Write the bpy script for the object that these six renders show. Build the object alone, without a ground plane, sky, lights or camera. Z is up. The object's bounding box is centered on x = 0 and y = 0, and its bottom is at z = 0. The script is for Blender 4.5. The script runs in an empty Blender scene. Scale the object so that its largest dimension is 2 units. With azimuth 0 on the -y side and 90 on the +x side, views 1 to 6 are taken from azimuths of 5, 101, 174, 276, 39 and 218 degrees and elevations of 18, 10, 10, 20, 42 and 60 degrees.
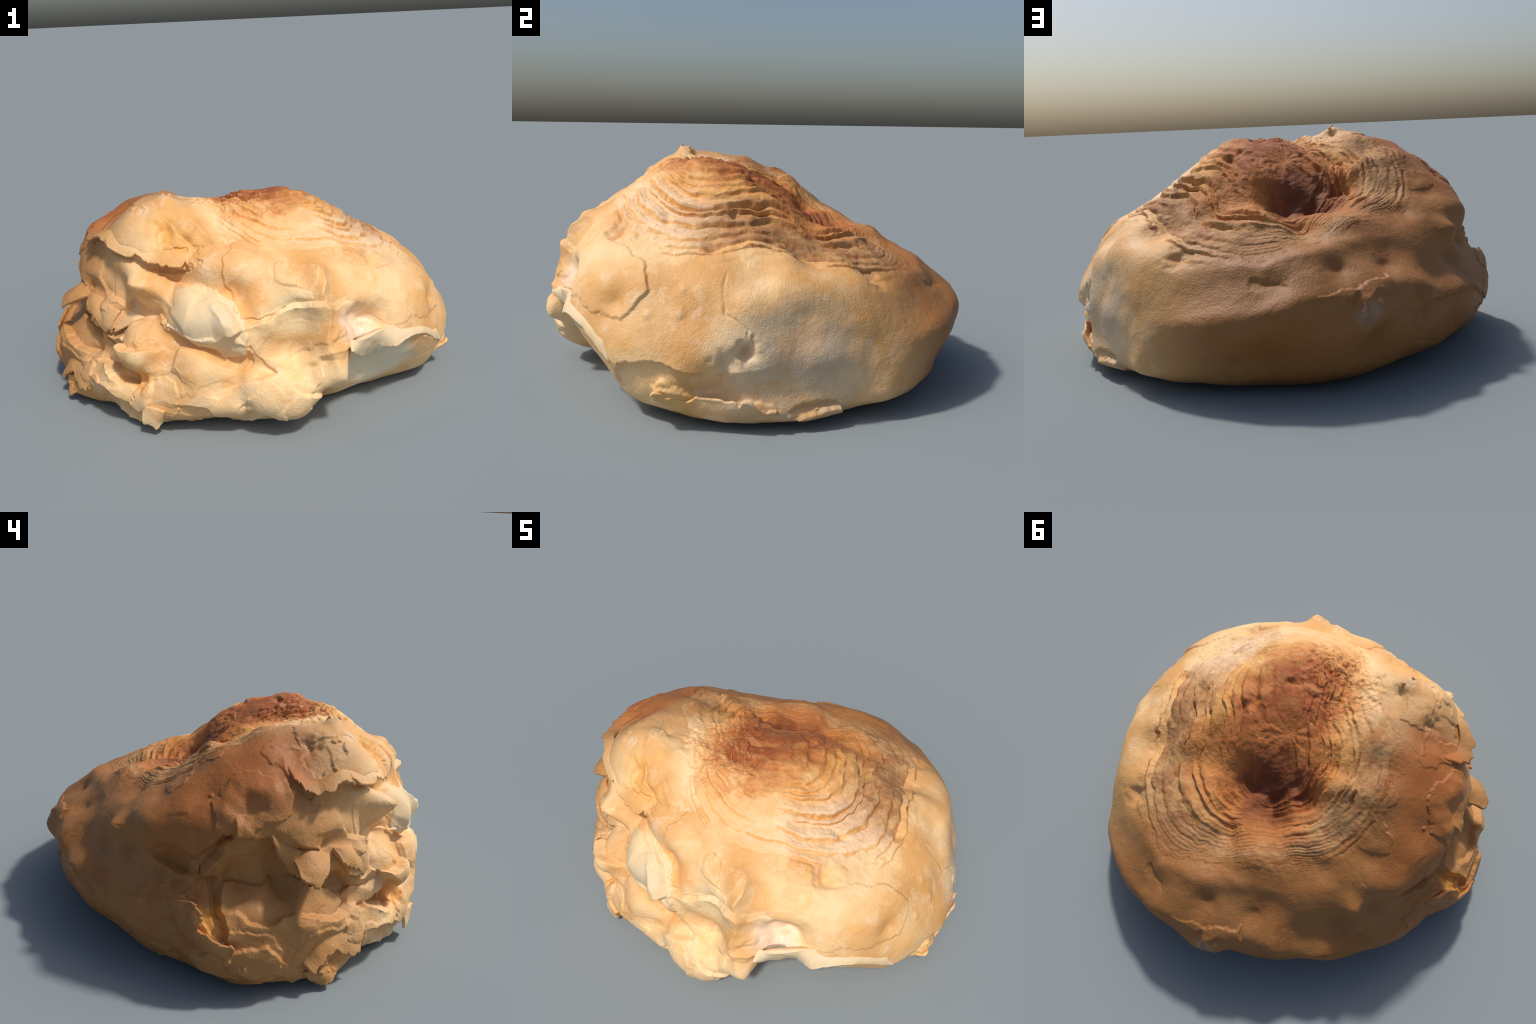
"""A flaky laminated pastry bun: one smooth puffed body, its crown torn open into
rings of thin baked layers round a dark crater, its sides wrapped in lifting skins."""
import math
import bpy
import numpy as np

CENTRE = np.array([0.0, 0.0, 0.28])

# ---------------------------------------------------------------- body profile
# Meridian sections: distance from the centre, from the underside pole to the
# top pole, one section every 10 degrees (0 = front, 90 = right).
ELEVATIONS = [-90, -65, -45, -32, -23, -15, -8, 0, 8, 16, 24, 32, 40, 48, 56, 64, 72, 81, 90]
SECTIONS = {
    0: [0.268, 0.295, 0.375, 0.506, 0.717, 0.846, 0.912, 0.839, 0.839, 0.884, 0.833, 0.857, 0.820, 0.798, 0.777, 0.725, 0.677, 0.630, 0.551],
    10: [0.268, 0.297, 0.345, 0.479, 0.712, 0.820, 0.918, 0.886, 0.847, 0.902, 0.881, 0.849, 0.813, 0.790, 0.778, 0.708, 0.678, 0.626, 0.551],
    20: [0.268, 0.298, 0.343, 0.481, 0.714, 0.823, 0.910, 0.914, 0.872, 0.903, 0.916, 0.855, 0.810, 0.789, 0.774, 0.721, 0.678, 0.627, 0.551],
    30: [0.268, 0.297, 0.365, 0.518, 0.691, 0.768, 0.825, 0.915, 0.922, 0.898, 0.915, 0.849, 0.814, 0.790, 0.756, 0.733, 0.678, 0.627, 0.551],
    40: [0.268, 0.295, 0.379, 0.518, 0.694, 0.763, 0.789, 0.811, 0.884, 0.909, 0.890, 0.842, 0.805, 0.788, 0.751, 0.738, 0.687, 0.622, 0.551],
    50: [0.268, 0.287, 0.375, 0.500, 0.694, 0.792, 0.848, 0.920, 0.957, 0.933, 0.886, 0.815, 0.763, 0.755, 0.735, 0.723, 0.681, 0.621, 0.551],
    60: [0.268, 0.279, 0.376, 0.512, 0.727, 0.833, 0.905, 0.966, 0.968, 0.936, 0.854, 0.784, 0.735, 0.720, 0.715, 0.696, 0.667, 0.618, 0.551],
    70: [0.268, 0.274, 0.379, 0.492, 0.730, 0.908, 0.975, 0.996, 0.958, 0.922, 0.832, 0.761, 0.715, 0.704, 0.699, 0.672, 0.657, 0.610, 0.551],
    80: [0.268, 0.270, 0.385, 0.488, 0.707, 0.920, 0.982, 0.989, 0.941, 0.888, 0.819, 0.751, 0.712, 0.684, 0.675, 0.662, 0.635, 0.605, 0.551],
    90: [0.268, 0.264, 0.394, 0.492, 0.709, 0.949, 0.935, 0.978, 0.920, 0.881, 0.809, 0.743, 0.703, 0.667, 0.661, 0.641, 0.622, 0.595, 0.551],
    100: [0.268, 0.259, 0.392, 0.473, 0.696, 0.952, 0.951, 0.941, 0.911, 0.841, 0.794, 0.729, 0.658, 0.630, 0.643, 0.616, 0.607, 0.581, 0.551],
    110: [0.268, 0.254, 0.393, 0.475, 0.720, 0.944, 0.932, 0.899, 0.875, 0.860, 0.783, 0.672, 0.641, 0.620, 0.611, 0.597, 0.589, 0.575, 0.551],
    120: [0.268, 0.250, 0.396, 0.504, 0.730, 0.916, 0.920, 0.892, 0.866, 0.830, 0.699, 0.653, 0.622, 0.592, 0.577, 0.576, 0.578, 0.559, 0.551],
    130: [0.268, 0.249, 0.396, 0.502, 0.710, 0.904, 0.927, 0.898, 0.873, 0.819, 0.700, 0.613, 0.575, 0.552, 0.548, 0.554, 0.558, 0.548, 0.551],
    140: [0.268, 0.255, 0.398, 0.506, 0.712, 0.908, 0.942, 0.917, 0.857, 0.779, 0.685, 0.613, 0.567, 0.533, 0.520, 0.519, 0.537, 0.542, 0.551],
    150: [0.268, 0.260, 0.392, 0.509, 0.710, 0.869, 0.909, 0.907, 0.835, 0.768, 0.677, 0.613, 0.567, 0.522, 0.466, 0.474, 0.514, 0.531, 0.551],
    160: [0.268, 0.269, 0.378, 0.503, 0.715, 0.854, 0.876, 0.918, 0.851, 0.742, 0.664, 0.611, 0.560, 0.473, 0.412, 0.434, 0.496, 0.524, 0.551],
    170: [0.268, 0.279, 0.369, 0.494, 0.714, 0.844, 0.864, 0.902, 0.860, 0.757, 0.663, 0.591, 0.510, 0.431, 0.386, 0.412, 0.488, 0.521, 0.551],
    180: [0.268, 0.289, 0.374, 0.506, 0.714, 0.838, 0.878, 0.888, 0.857, 0.761, 0.639, 0.533, 0.513, 0.457, 0.401, 0.409, 0.475, 0.515, 0.551],
    190: [0.268, 0.298, 0.360, 0.496, 0.703, 0.830, 0.870, 0.920, 0.848, 0.740, 0.655, 0.597, 0.548, 0.431, 0.403, 0.419, 0.477, 0.508, 0.551],
    200: [0.268, 0.303, 0.350, 0.503, 0.689, 0.813, 0.835, 0.854, 0.831, 0.728, 0.672, 0.629, 0.539, 0.406, 0.385, 0.426, 0.473, 0.506, 0.551],
    210: [0.268, 0.308, 0.347, 0.523, 0.680, 0.780, 0.835, 0.847, 0.832, 0.725, 0.690, 0.631, 0.553, 0.468, 0.423, 0.441, 0.471, 0.502, 0.551],
    220: [0.268, 0.309, 0.348, 0.515, 0.676, 0.780, 0.829, 0.853, 0.781, 0.747, 0.704, 0.634, 0.589, 0.529, 0.477, 0.460, 0.477, 0.507, 0.551],
    230: [0.268, 0.305, 0.350, 0.503, 0.678, 0.779, 0.852, 0.888, 0.803, 0.780, 0.736, 0.652, 0.608, 0.538, 0.474, 0.473, 0.495, 0.512, 0.551],
    240: [0.268, 0.297, 0.358, 0.517, 0.705, 0.797, 0.863, 0.886, 0.827, 0.793, 0.768, 0.703, 0.636, 0.580, 0.507, 0.505, 0.522, 0.521, 0.551],
    250: [0.268, 0.290, 0.366, 0.498, 0.723, 0.838, 0.882, 0.894, 0.834, 0.810, 0.844, 0.747, 0.688, 0.655, 0.601, 0.553, 0.539, 0.539, 0.551],
    260: [0.268, 0.282, 0.380, 0.491, 0.710, 0.870, 0.913, 0.912, 0.866, 0.840, 0.872, 0.819, 0.764, 0.705, 0.666, 0.577, 0.565, 0.546, 0.551],
    270: [0.268, 0.273, 0.394, 0.493, 0.708, 0.918, 0.969, 0.943, 0.893, 0.914, 0.907, 0.840, 0.814, 0.776, 0.667, 0.583, 0.581, 0.562, 0.551],
    280: [0.268, 0.267, 0.389, 0.444, 0.681, 0.967, 1.007, 0.940, 0.815, 0.855, 0.903, 0.877, 0.850, 0.803, 0.705, 0.619, 0.594, 0.575, 0.551],
    290: [0.268, 0.263, 0.390, 0.435, 0.693, 0.979, 1.006, 0.964, 0.850, 0.834, 0.910, 0.906, 0.877, 0.844, 0.765, 0.649, 0.615, 0.581, 0.551],
    300: [0.268, 0.259, 0.395, 0.498, 0.721, 0.964, 0.968, 0.964, 0.912, 0.882, 0.902, 0.922, 0.889, 0.859, 0.785, 0.670, 0.618, 0.595, 0.551],
    310: [0.268, 0.258, 0.392, 0.510, 0.703, 0.914, 0.937, 0.911, 0.877, 0.888, 0.896, 0.929, 0.928, 0.896, 0.795, 0.688, 0.627, 0.603, 0.551],
    320: [0.268, 0.264, 0.395, 0.515, 0.713, 0.912, 0.957, 0.902, 0.845, 0.872, 0.883, 0.932, 0.956, 0.909, 0.784, 0.693, 0.634, 0.607, 0.551],
    330: [0.268, 0.271, 0.396, 0.504, 0.700, 0.916, 0.938, 0.895, 0.917, 0.793, 0.920, 0.898, 0.910, 0.899, 0.788, 0.694, 0.644, 0.617, 0.551],
    340: [0.268, 0.280, 0.393, 0.495, 0.712, 0.899, 0.947, 0.862, 0.816, 0.824, 0.810, 0.828, 0.879, 0.867, 0.786, 0.698, 0.658, 0.621, 0.551],
    350: [0.268, 0.288, 0.384, 0.497, 0.715, 0.875, 0.932, 0.898, 0.828, 0.859, 0.804, 0.852, 0.831, 0.804, 0.762, 0.712, 0.667, 0.622, 0.551],
}

# Outer limit of the exposed layers in plan: azimuth -> radius.
CROWN = {0: .61, 15: .69, 30: .75, 45: .77, 60: .79, 75: .80, 90: .77, 105: .70, 120: .70, 135: .75,
         150: .75, 165: .73, 180: .66, 200: .59, 220: .58, 240: .585, 255: .575, 270: .56, 285: .53,
         300: .50, 315: .46, 342: .48}

# Skins lying on the body: outline control points on the surface.
SKINS = {
    'pale_scale': [(-0.24, -0.70, 0.60), (-0.19, -0.71, 0.63), (-0.10, -0.73, 0.62), (-0.03, -0.76, 0.61), (0.02, -0.81, 0.58), (0.05, -0.84, 0.55), (0.05, -0.86, 0.51), (0.06, -0.86, 0.45), (0.04, -0.85, 0.36), (-0.04, -0.80, 0.36), (-0.11, -0.79, 0.38), (-0.20, -0.78, 0.43), (-0.28, -0.75, 0.47), (-0.28, -0.74, 0.50), (-0.23, -0.74, 0.56)],
    'shoulder_sheet': [(-0.54, -0.23, 0.90), (-0.36, -0.49, 0.96), (-0.30, -0.60, 0.88), (-0.34, -0.62, 0.84), (-0.33, -0.64, 0.81), (-0.20, -0.66, 0.77), (-0.15, -0.69, 0.75), (-0.17, -0.69, 0.72), (-0.28, -0.66, 0.71), (-0.39, -0.66, 0.75), (-0.48, -0.62, 0.78), (-0.56, -0.55, 0.79), (-0.56, -0.48, 0.85), (-0.50, -0.45, 0.92)],
    'front_skin': [(0.44, -0.61, 0.70), (0.56, -0.55, 0.66), (0.65, -0.46, 0.64), (0.76, -0.33, 0.59), (0.81, -0.27, 0.56), (0.87, -0.24, 0.49), (0.89, -0.28, 0.45), (0.91, -0.33, 0.38), (0.88, -0.39, 0.38), (0.85, -0.46, 0.39), (0.76, -0.58, 0.42), (0.69, -0.64, 0.42), (0.64, -0.64, 0.46), (0.57, -0.66, 0.49), (0.48, -0.70, 0.57), (0.45, -0.68, 0.63)],
    'fold_skin': [(0.16, -0.71, 0.72), (0.18, -0.69, 0.74), (0.25, -0.69, 0.73), (0.28, -0.77, 0.67), (0.34, -0.78, 0.65), (0.17, -0.77, 0.67)],
    'left_cavity': [(-0.77, 0.26, 0.44), (-0.79, 0.19, 0.53), (-0.81, 0.11, 0.57), (-0.86, 0.04, 0.53), (-0.86, -0.04, 0.58), (-0.83, -0.09, 0.62), (-0.81, -0.17, 0.61), (-0.79, -0.27, 0.62), (-0.76, -0.32, 0.55), (-0.75, -0.36, 0.49), (-0.77, -0.42, 0.44), (-0.74, -0.49, 0.42), (-0.65, -0.57, 0.42), (-0.56, -0.64, 0.37), (-0.52, -0.71, 0.38), (-0.47, -0.78, 0.32), (-0.44, -0.78, 0.21), (-0.62, -0.63, 0.27), (-0.74, -0.56, 0.28), (-0.86, -0.38, 0.34), (-0.91, -0.26, 0.31), (-0.89, -0.13, 0.32), (-0.92, -0.03, 0.32), (-0.90, 0.00, 0.37), (-0.87, 0.11, 0.38), (-0.80, 0.22, 0.41)],
    'curled_skin': [(-0.87, 0.12, 0.37), (-0.89, 0.06, 0.39), (-0.90, 0.00, 0.37), (-0.92, -0.02, 0.32), (-0.95, -0.07, 0.27), (-0.96, -0.17, 0.22), (-0.98, -0.13, 0.16), (-0.96, -0.02, 0.20), (-0.95, 0.04, 0.21), (-0.93, 0.10, 0.23)],
    'low_panel': [(-0.87, -0.43, 0.27), (-0.79, -0.52, 0.26), (-0.67, -0.63, 0.23), (-0.67, -0.64, 0.20), (-0.70, -0.62, 0.12), (-0.75, -0.57, 0.12), (-0.86, -0.47, 0.10), (-0.91, -0.38, 0.13), (-0.89, -0.41, 0.20)],
    'low_panel_b': [(-0.97, -0.13, 0.20), (-0.95, -0.22, 0.23), (-0.95, -0.29, 0.22), (-0.91, -0.38, 0.14), (-0.92, -0.36, 0.08), (-0.97, -0.25, 0.09), (-0.98, -0.15, 0.14)],
    'left_sheet': [(-0.37, -0.24, 0.94), (-0.39, -0.44, 0.96), (-0.30, -0.58, 0.91), (-0.16, -0.66, 0.79), (-0.18, -0.69, 0.70), (-0.49, -0.61, 0.78), (-0.57, -0.53, 0.79), (-0.60, -0.51, 0.77), (-0.67, -0.41, 0.76), (-0.68, -0.33, 0.79), (-0.62, -0.27, 0.85), (-0.58, -0.19, 0.88)],
    'back_flap': [(0.03, 0.87, 0.38), (-0.04, 0.86, 0.39), (-0.12, 0.84, 0.40), (-0.20, 0.79, 0.42), (-0.28, 0.74, 0.42), (-0.33, 0.76, 0.38), (-0.32, 0.77, 0.37), (-0.23, 0.82, 0.38), (-0.18, 0.88, 0.35), (-0.16, 0.90, 0.32), (-0.15, 0.85, 0.38), (-0.06, 0.86, 0.37)],
    'back_pocket': [(0.24, 0.76, 0.44), (0.18, 0.77, 0.45), (0.13, 0.79, 0.45), (0.12, 0.81, 0.43), (0.17, 0.81, 0.42), (0.25, 0.80, 0.41)],
    'back_recess': [(-0.37, 0.76, 0.25), (-0.46, 0.72, 0.31), (-0.60, 0.63, 0.30), (-0.64, 0.59, 0.33), (-0.74, 0.48, 0.29), (-0.90, 0.12, 0.14), (-0.74, 0.41, 0.14), (-0.61, 0.45, 0.08), (-0.40, 0.72, 0.16)],
    'top_sheet': [(-0.39, -0.31, 0.95), (-0.47, -0.32, 0.93), (-0.51, -0.36, 0.91), (-0.48, -0.44, 0.93), (-0.43, -0.50, 0.94), (-0.34, -0.56, 0.92), (-0.31, -0.52, 0.96), (-0.33, -0.41, 0.95)],
    'base_lip': [(0.96, -0.20, 0.15), (0.98, -0.17, 0.18), (0.97, -0.09, 0.15), (0.93, 0.02, 0.12), (0.93, 0.12, 0.12), (0.91, 0.23, 0.11), (0.87, 0.30, 0.05), (0.86, 0.21, 0.02), (0.92, 0.13, 0.04), (0.84, 0.00, 0.01), (0.92, -0.13, 0.06), (0.91, -0.21, 0.08)],
    'base_lip_b': [(0.87, 0.31, 0.05), (0.86, 0.34, 0.06), (0.82, 0.41, 0.08), (0.78, 0.46, 0.08), (0.76, 0.47, 0.05), (0.74, 0.42, 0.02), (0.85, 0.34, 0.04)],
    'under_recess': [(0.93, -0.34, 0.23), (0.97, -0.23, 0.25), (0.99, -0.14, 0.24), (0.98, -0.03, 0.22), (0.95, 0.05, 0.21), (0.93, 0.04, 0.14), (0.95, -0.05, 0.14), (0.98, -0.17, 0.18), (0.96, -0.20, 0.15), (0.89, -0.22, 0.06), (0.85, -0.30, 0.06), (0.86, -0.37, 0.13)],
    'orange_base': [(0.88, 0.31, 0.10), (0.84, 0.38, 0.11), (0.79, 0.45, 0.11), (0.78, 0.47, 0.08), (0.83, 0.40, 0.08), (0.87, 0.32, 0.06), (0.89, 0.29, 0.08)],
}

# Crests and creases: control points on the surface.
CURVES = {
    'fold_crest': [(0.38, -0.71, 0.70), (0.38, -0.79, 0.62), (0.39, -0.79, 0.51), (0.40, -0.81, 0.41), (0.44, -0.86, 0.33), (0.48, -0.84, 0.21)],
    'lobe_crest': [(-0.28, -0.76, 0.38), (-0.13, -0.83, 0.35), (0.03, -0.85, 0.29), (0.18, -0.89, 0.24), (0.33, -0.87, 0.24)],
    'scale_crease': [(-0.31, -0.75, 0.44), (-0.16, -0.79, 0.40), (-0.02, -0.81, 0.34), (0.06, -0.85, 0.34), (0.18, -0.86, 0.30), (0.31, -0.86, 0.29)],
    'shoulder_fold': [(-0.22, -0.64, 0.82), (-0.16, -0.59, 0.87), (-0.10, -0.62, 0.82), (-0.07, -0.65, 0.79)],
    'shoulder_crease': [(-0.56, -0.55, 0.77), (-0.48, -0.62, 0.76), (-0.37, -0.67, 0.72), (-0.26, -0.66, 0.69)],
    'slit': [(-0.57, -0.73, 0.22), (-0.44, -0.77, 0.23), (-0.32, -0.82, 0.26)],
    'hollow': [(-0.03, -0.74, 0.66), (0.03, -0.80, 0.59), (0.08, -0.86, 0.51)],
    'lobe_notch': [(0.04, -0.90, 0.18), (0.10, -0.81, 0.09)],
    'front_rim': [(0.47, -0.82, 0.38), (0.58, -0.64, 0.31), (0.67, -0.66, 0.36), (0.77, -0.57, 0.36), (0.85, -0.46, 0.28), (0.94, -0.33, 0.22)],
    'rim_ridge': [(0.53, -0.68, 0.43), (0.59, -0.67, 0.44), (0.66, -0.64, 0.46)],
    'crack': [(0.80, 0.03, 0.56), (0.84, 0.03, 0.52), (0.90, 0.05, 0.43), (0.91, 0.10, 0.41), (0.91, 0.14, 0.38), (0.92, 0.14, 0.33)],
    'left_ridge': [(-0.82, -0.08, 0.66), (-0.76, -0.12, 0.72), (-0.73, -0.21, 0.75), (-0.70, -0.30, 0.77)],
    'left_band': [(-0.67, -0.43, 0.75), (-0.58, -0.56, 0.66), (-0.47, -0.65, 0.55)],
    'top_vein': [(-0.56, -0.27, 0.88), (-0.63, -0.29, 0.84), (-0.66, -0.33, 0.80), (-0.67, -0.40, 0.77)],
    'valley': [(-0.72, -0.44, 0.57), (-0.64, -0.56, 0.56), (-0.36, -0.66, 0.48)],
    'side_bulge': [(0.93, 0.15, 0.30), (0.82, 0.36, 0.26), (0.70, 0.58, 0.24)],
    'under_line': [(0.94, -0.33, 0.24), (0.97, -0.21, 0.25), (0.99, -0.11, 0.24), (0.98, -0.02, 0.22), (0.94, 0.12, 0.23), (0.90, 0.23, 0.25)],
    'back_band': [(0.35, 0.66, 0.48), (0.18, 0.73, 0.47), (-0.03, 0.68, 0.51), (-0.25, 0.57, 0.56)],
    'back_step': [(0.61, 0.69, 0.26), (0.36, 0.83, 0.30), (0.25, 0.87, 0.32), (0.07, 0.88, 0.37), (-0.12, 0.84, 0.39)],
}

# Places named once, used by dents and by colour.
PLACES = {
    'd_top_a': (-0.46, 0.36, 0.62),
    'd_top_b': (-0.58, 0.13, 0.75),
    'd_left': (-0.76, -0.17, 0.72),
    'd_sh': (-0.50, -0.36, 0.92),
    'd_sh2': (-0.30, -0.41, 0.95),
    'd_l2': (-0.57, 0.14, 0.74),
    'cave_a': (-0.52, -0.63, 0.45),
    'cave_b': (-0.68, -0.54, 0.44),
    'cave_c': (-0.68, -0.60, 0.27),
    'cave_d': (-0.48, -0.67, 0.44),
    'cave_e': (-0.64, -0.62, 0.26),
    'cave_f': (-0.42, -0.79, 0.23),
    'cave_g': (-0.80, -0.53, 0.12),
    'cave_h': (-0.42, -0.66, 0.54),
    'pocket_a': (0.61, -0.47, 0.66),
    'pocket_b': (0.52, -0.00, 0.74),
    'pocket_c': (0.71, -0.05, 0.63),
    'pocket_d': (0.18, -0.44, 0.90),
    'pocket_e': (0.02, -0.34, 0.93),
    'pocket_f': (0.54, -0.28, 0.72),
    'pocket_g': (0.12, -0.18, 0.93),
    'pocket_h': (0.23, 0.00, 0.86),
    'pocket_i': (0.38, -0.20, 0.85),
    'pocket_j': (0.37, -0.18, 0.86),
    'front_hollow': (0.28, -0.81, 0.55),
    'rim_hollow': (0.51, -0.68, 0.48),
    'tear': (0.93, 0.14, 0.30),
    'tear_b': (0.96, 0.07, 0.27),
    'notch': (0.50, 0.54, 0.51),
    'notch_b': (0.17, 0.80, 0.43),
    'orange_tri': (-0.30, -0.62, 0.86),
    'orange_tri_b': (-0.20, -0.65, 0.81),
    'lump_a': (0.80, 0.39, 0.28),
    'apex': (0.19, -0.19, 0.94),
    'grey_tear': (-0.18, 0.90, 0.32),
    'mark': (0.48, -0.71, 0.57),
    'orange_low': (0.28, -0.84, 0.32),
    'brown_l': (-0.64, -0.20, 0.84),
    'curl_orange': (-0.93, -0.06, 0.30),
    'base_orange': (0.85, 0.37, 0.09),
    'base_orange2': (0.96, -0.12, 0.13),
    'lowpale': (0.93, 0.17, 0.11),
    'greyside': (0.84, 0.34, 0.24),
    'greyside2': (0.82, 0.36, 0.26),
    'topbright': (-0.03, 0.66, 0.52),
    'hollow_or': (0.02, -0.78, 0.60),
    'grey_under': (0.61, -0.59, 0.21),
    'pinkhollow': (0.50, -0.69, 0.44),
    'white_floor': (0.53, -0.64, 0.32),
    'wht': (-0.40, -0.54, 0.93),
    'bump_a': (0.91, -0.23, 0.41),
    'bump_b': (0.91, -0.11, 0.42),
    'bump_c': (0.86, -0.11, 0.50),
    'valley_br': (0.27, 0.24, 0.69),
    'valley_br2': (0.25, 0.44, 0.61),
}

# Lobes and hollows of the dough: place, how far out, size.
LOBES = [
    (0.45, -0.65, 0.31, -0.100, 0.09), (0.46, -0.87, 0.28, 0.075, 0.12), (-0.38, -0.64, 0.68, -0.076, 0.07), (-0.43, -0.78, 0.63, 0.089, 0.07),
    (0.58, -0.66, 0.32, 0.059, 0.09), (0.49, -0.68, 0.46, -0.059, 0.07), (-0.06, -0.78, 0.38, -0.058, 0.07), (-0.42, -0.84, 0.34, 0.054, 0.07),
    (0.27, -0.80, 0.34, -0.049, 0.07), (0.42, -0.60, 0.25, -0.059, 0.05), (0.32, -0.73, 0.12, -0.044, 0.07), (-0.60, -0.61, 0.28, -0.044, 0.07),
    (-0.61, 0.43, 0.43, -0.038, 0.07), (-0.09, 0.74, 0.43, -0.052, 0.05), (-0.62, -0.65, 0.49, 0.054, 0.05), (0.07, -0.87, 0.40, 0.041, 0.07),
    (0.38, -0.81, 0.58, 0.041, 0.07), (-0.47, -0.65, 0.45, -0.030, 0.09), (-0.23, 0.88, 0.34, 0.039, 0.07), (-0.79, 0.23, 0.54, 0.036, 0.07),
    (0.56, 0.25, 0.58, -0.043, 0.05), (-0.48, 0.71, 0.37, 0.036, 0.07), (-0.78, -0.11, 0.46, -0.036, 0.07), (-0.44, -0.75, 0.22, -0.036, 0.07),
    (-0.56, -0.71, 0.35, 0.037, 0.07), (-0.74, -0.52, 0.17, -0.043, 0.05), (-0.79, -0.56, 0.08, 0.028, 0.12), (-0.34, -0.76, 0.63, 0.043, 0.05),
    (0.10, 0.91, 0.34, 0.025, 0.09), (-0.80, 0.11, 0.46, -0.030, 0.07), (-0.60, 0.60, 0.35, 0.031, 0.07), (-0.86, -0.24, 0.35, 0.028, 0.09),
    (-0.76, -0.33, 0.42, -0.034, 0.07), (0.98, -0.07, 0.17, 0.026, 0.09), (0.70, 0.63, 0.09, 0.031, 0.07), (-0.30, 0.68, 0.43, -0.037, 0.05),
    (-0.33, -0.65, 0.48, -0.038, 0.05), (-0.34, -0.15, 0.93, 0.036, 0.05), (0.35, -0.72, 0.72, 0.036, 0.05), (0.24, -0.85, 0.10, 0.024, 0.09),
    (-0.21, 0.83, 0.22, -0.026, 0.07), (-0.69, 0.30, 0.47, -0.034, 0.05), (-0.23, 0.18, 0.65, -0.024, 0.05), (0.48, -0.82, 0.22, 0.034, 0.05),
    (-0.20, -0.74, 0.60, 0.031, 0.05), (-0.28, -0.67, 0.64, -0.031, 0.05), (-0.07, -0.81, 0.50, -0.032, 0.05), (0.43, -0.68, 0.64, -0.031, 0.05),
    (-0.65, 0.40, 0.53, 0.029, 0.05), (0.06, -0.88, 0.28, 0.029, 0.05), (0.66, -0.67, 0.36, 0.024, 0.07), (-0.47, -0.63, 0.61, -0.028, 0.05),
    (-0.77, -0.34, 0.55, 0.022, 0.07), (-0.11, 0.86, 0.10, 0.022, 0.07), (0.84, -0.37, 0.43, -0.028, 0.05), (-0.31, -0.46, 0.97, 0.028, 0.05),
    (0.26, -0.81, 0.51, -0.021, 0.07), (0.11, -0.84, 0.11, -0.023, 0.07), (-0.51, -0.32, 0.88, -0.026, 0.05), (-0.37, -0.66, 0.76, 0.023, 0.07),
    (-0.86, -0.37, 0.36, 0.023, 0.07), (0.44, -0.72, 0.28, -0.026, 0.05), (-0.80, -0.49, 0.21, -0.026, 0.05), (0.86, 0.12, 0.48, 0.021, 0.07),
]
LOBES += [
    (-0.76, 0.10, 0.53, 0.050, 0.07), (-0.76, 0.11, 0.52, 0.030, 0.07), (-0.80, -0.33, 0.38, -0.015, 0.07), (-0.52, -0.74, 0.27, 0.035, 0.06),
    (-0.59, -0.56, 0.35, 0.045, 0.05), (-0.60, -0.57, 0.33, 0.060, 0.07), (0.62, -0.68, 0.47, -0.050, 0.06), (0.50, -0.66, 0.47, 0.040, 0.04),
    (0.34, -0.75, 0.15, -0.045, 0.06), (0.65, -0.68, 0.40, -0.040, 0.06), (0.26, -0.76, 0.59, 0.045, 0.05), (-0.47, -0.84, 0.38, -0.045, 0.05),
    (0.50, -0.67, 0.52, 0.030, 0.05), (0.59, -0.68, 0.46, -0.040, 0.06), (-0.63, 0.40, 0.54, 0.030, 0.05), (-0.79, 0.07, 0.54, 0.030, 0.05),
]

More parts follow.
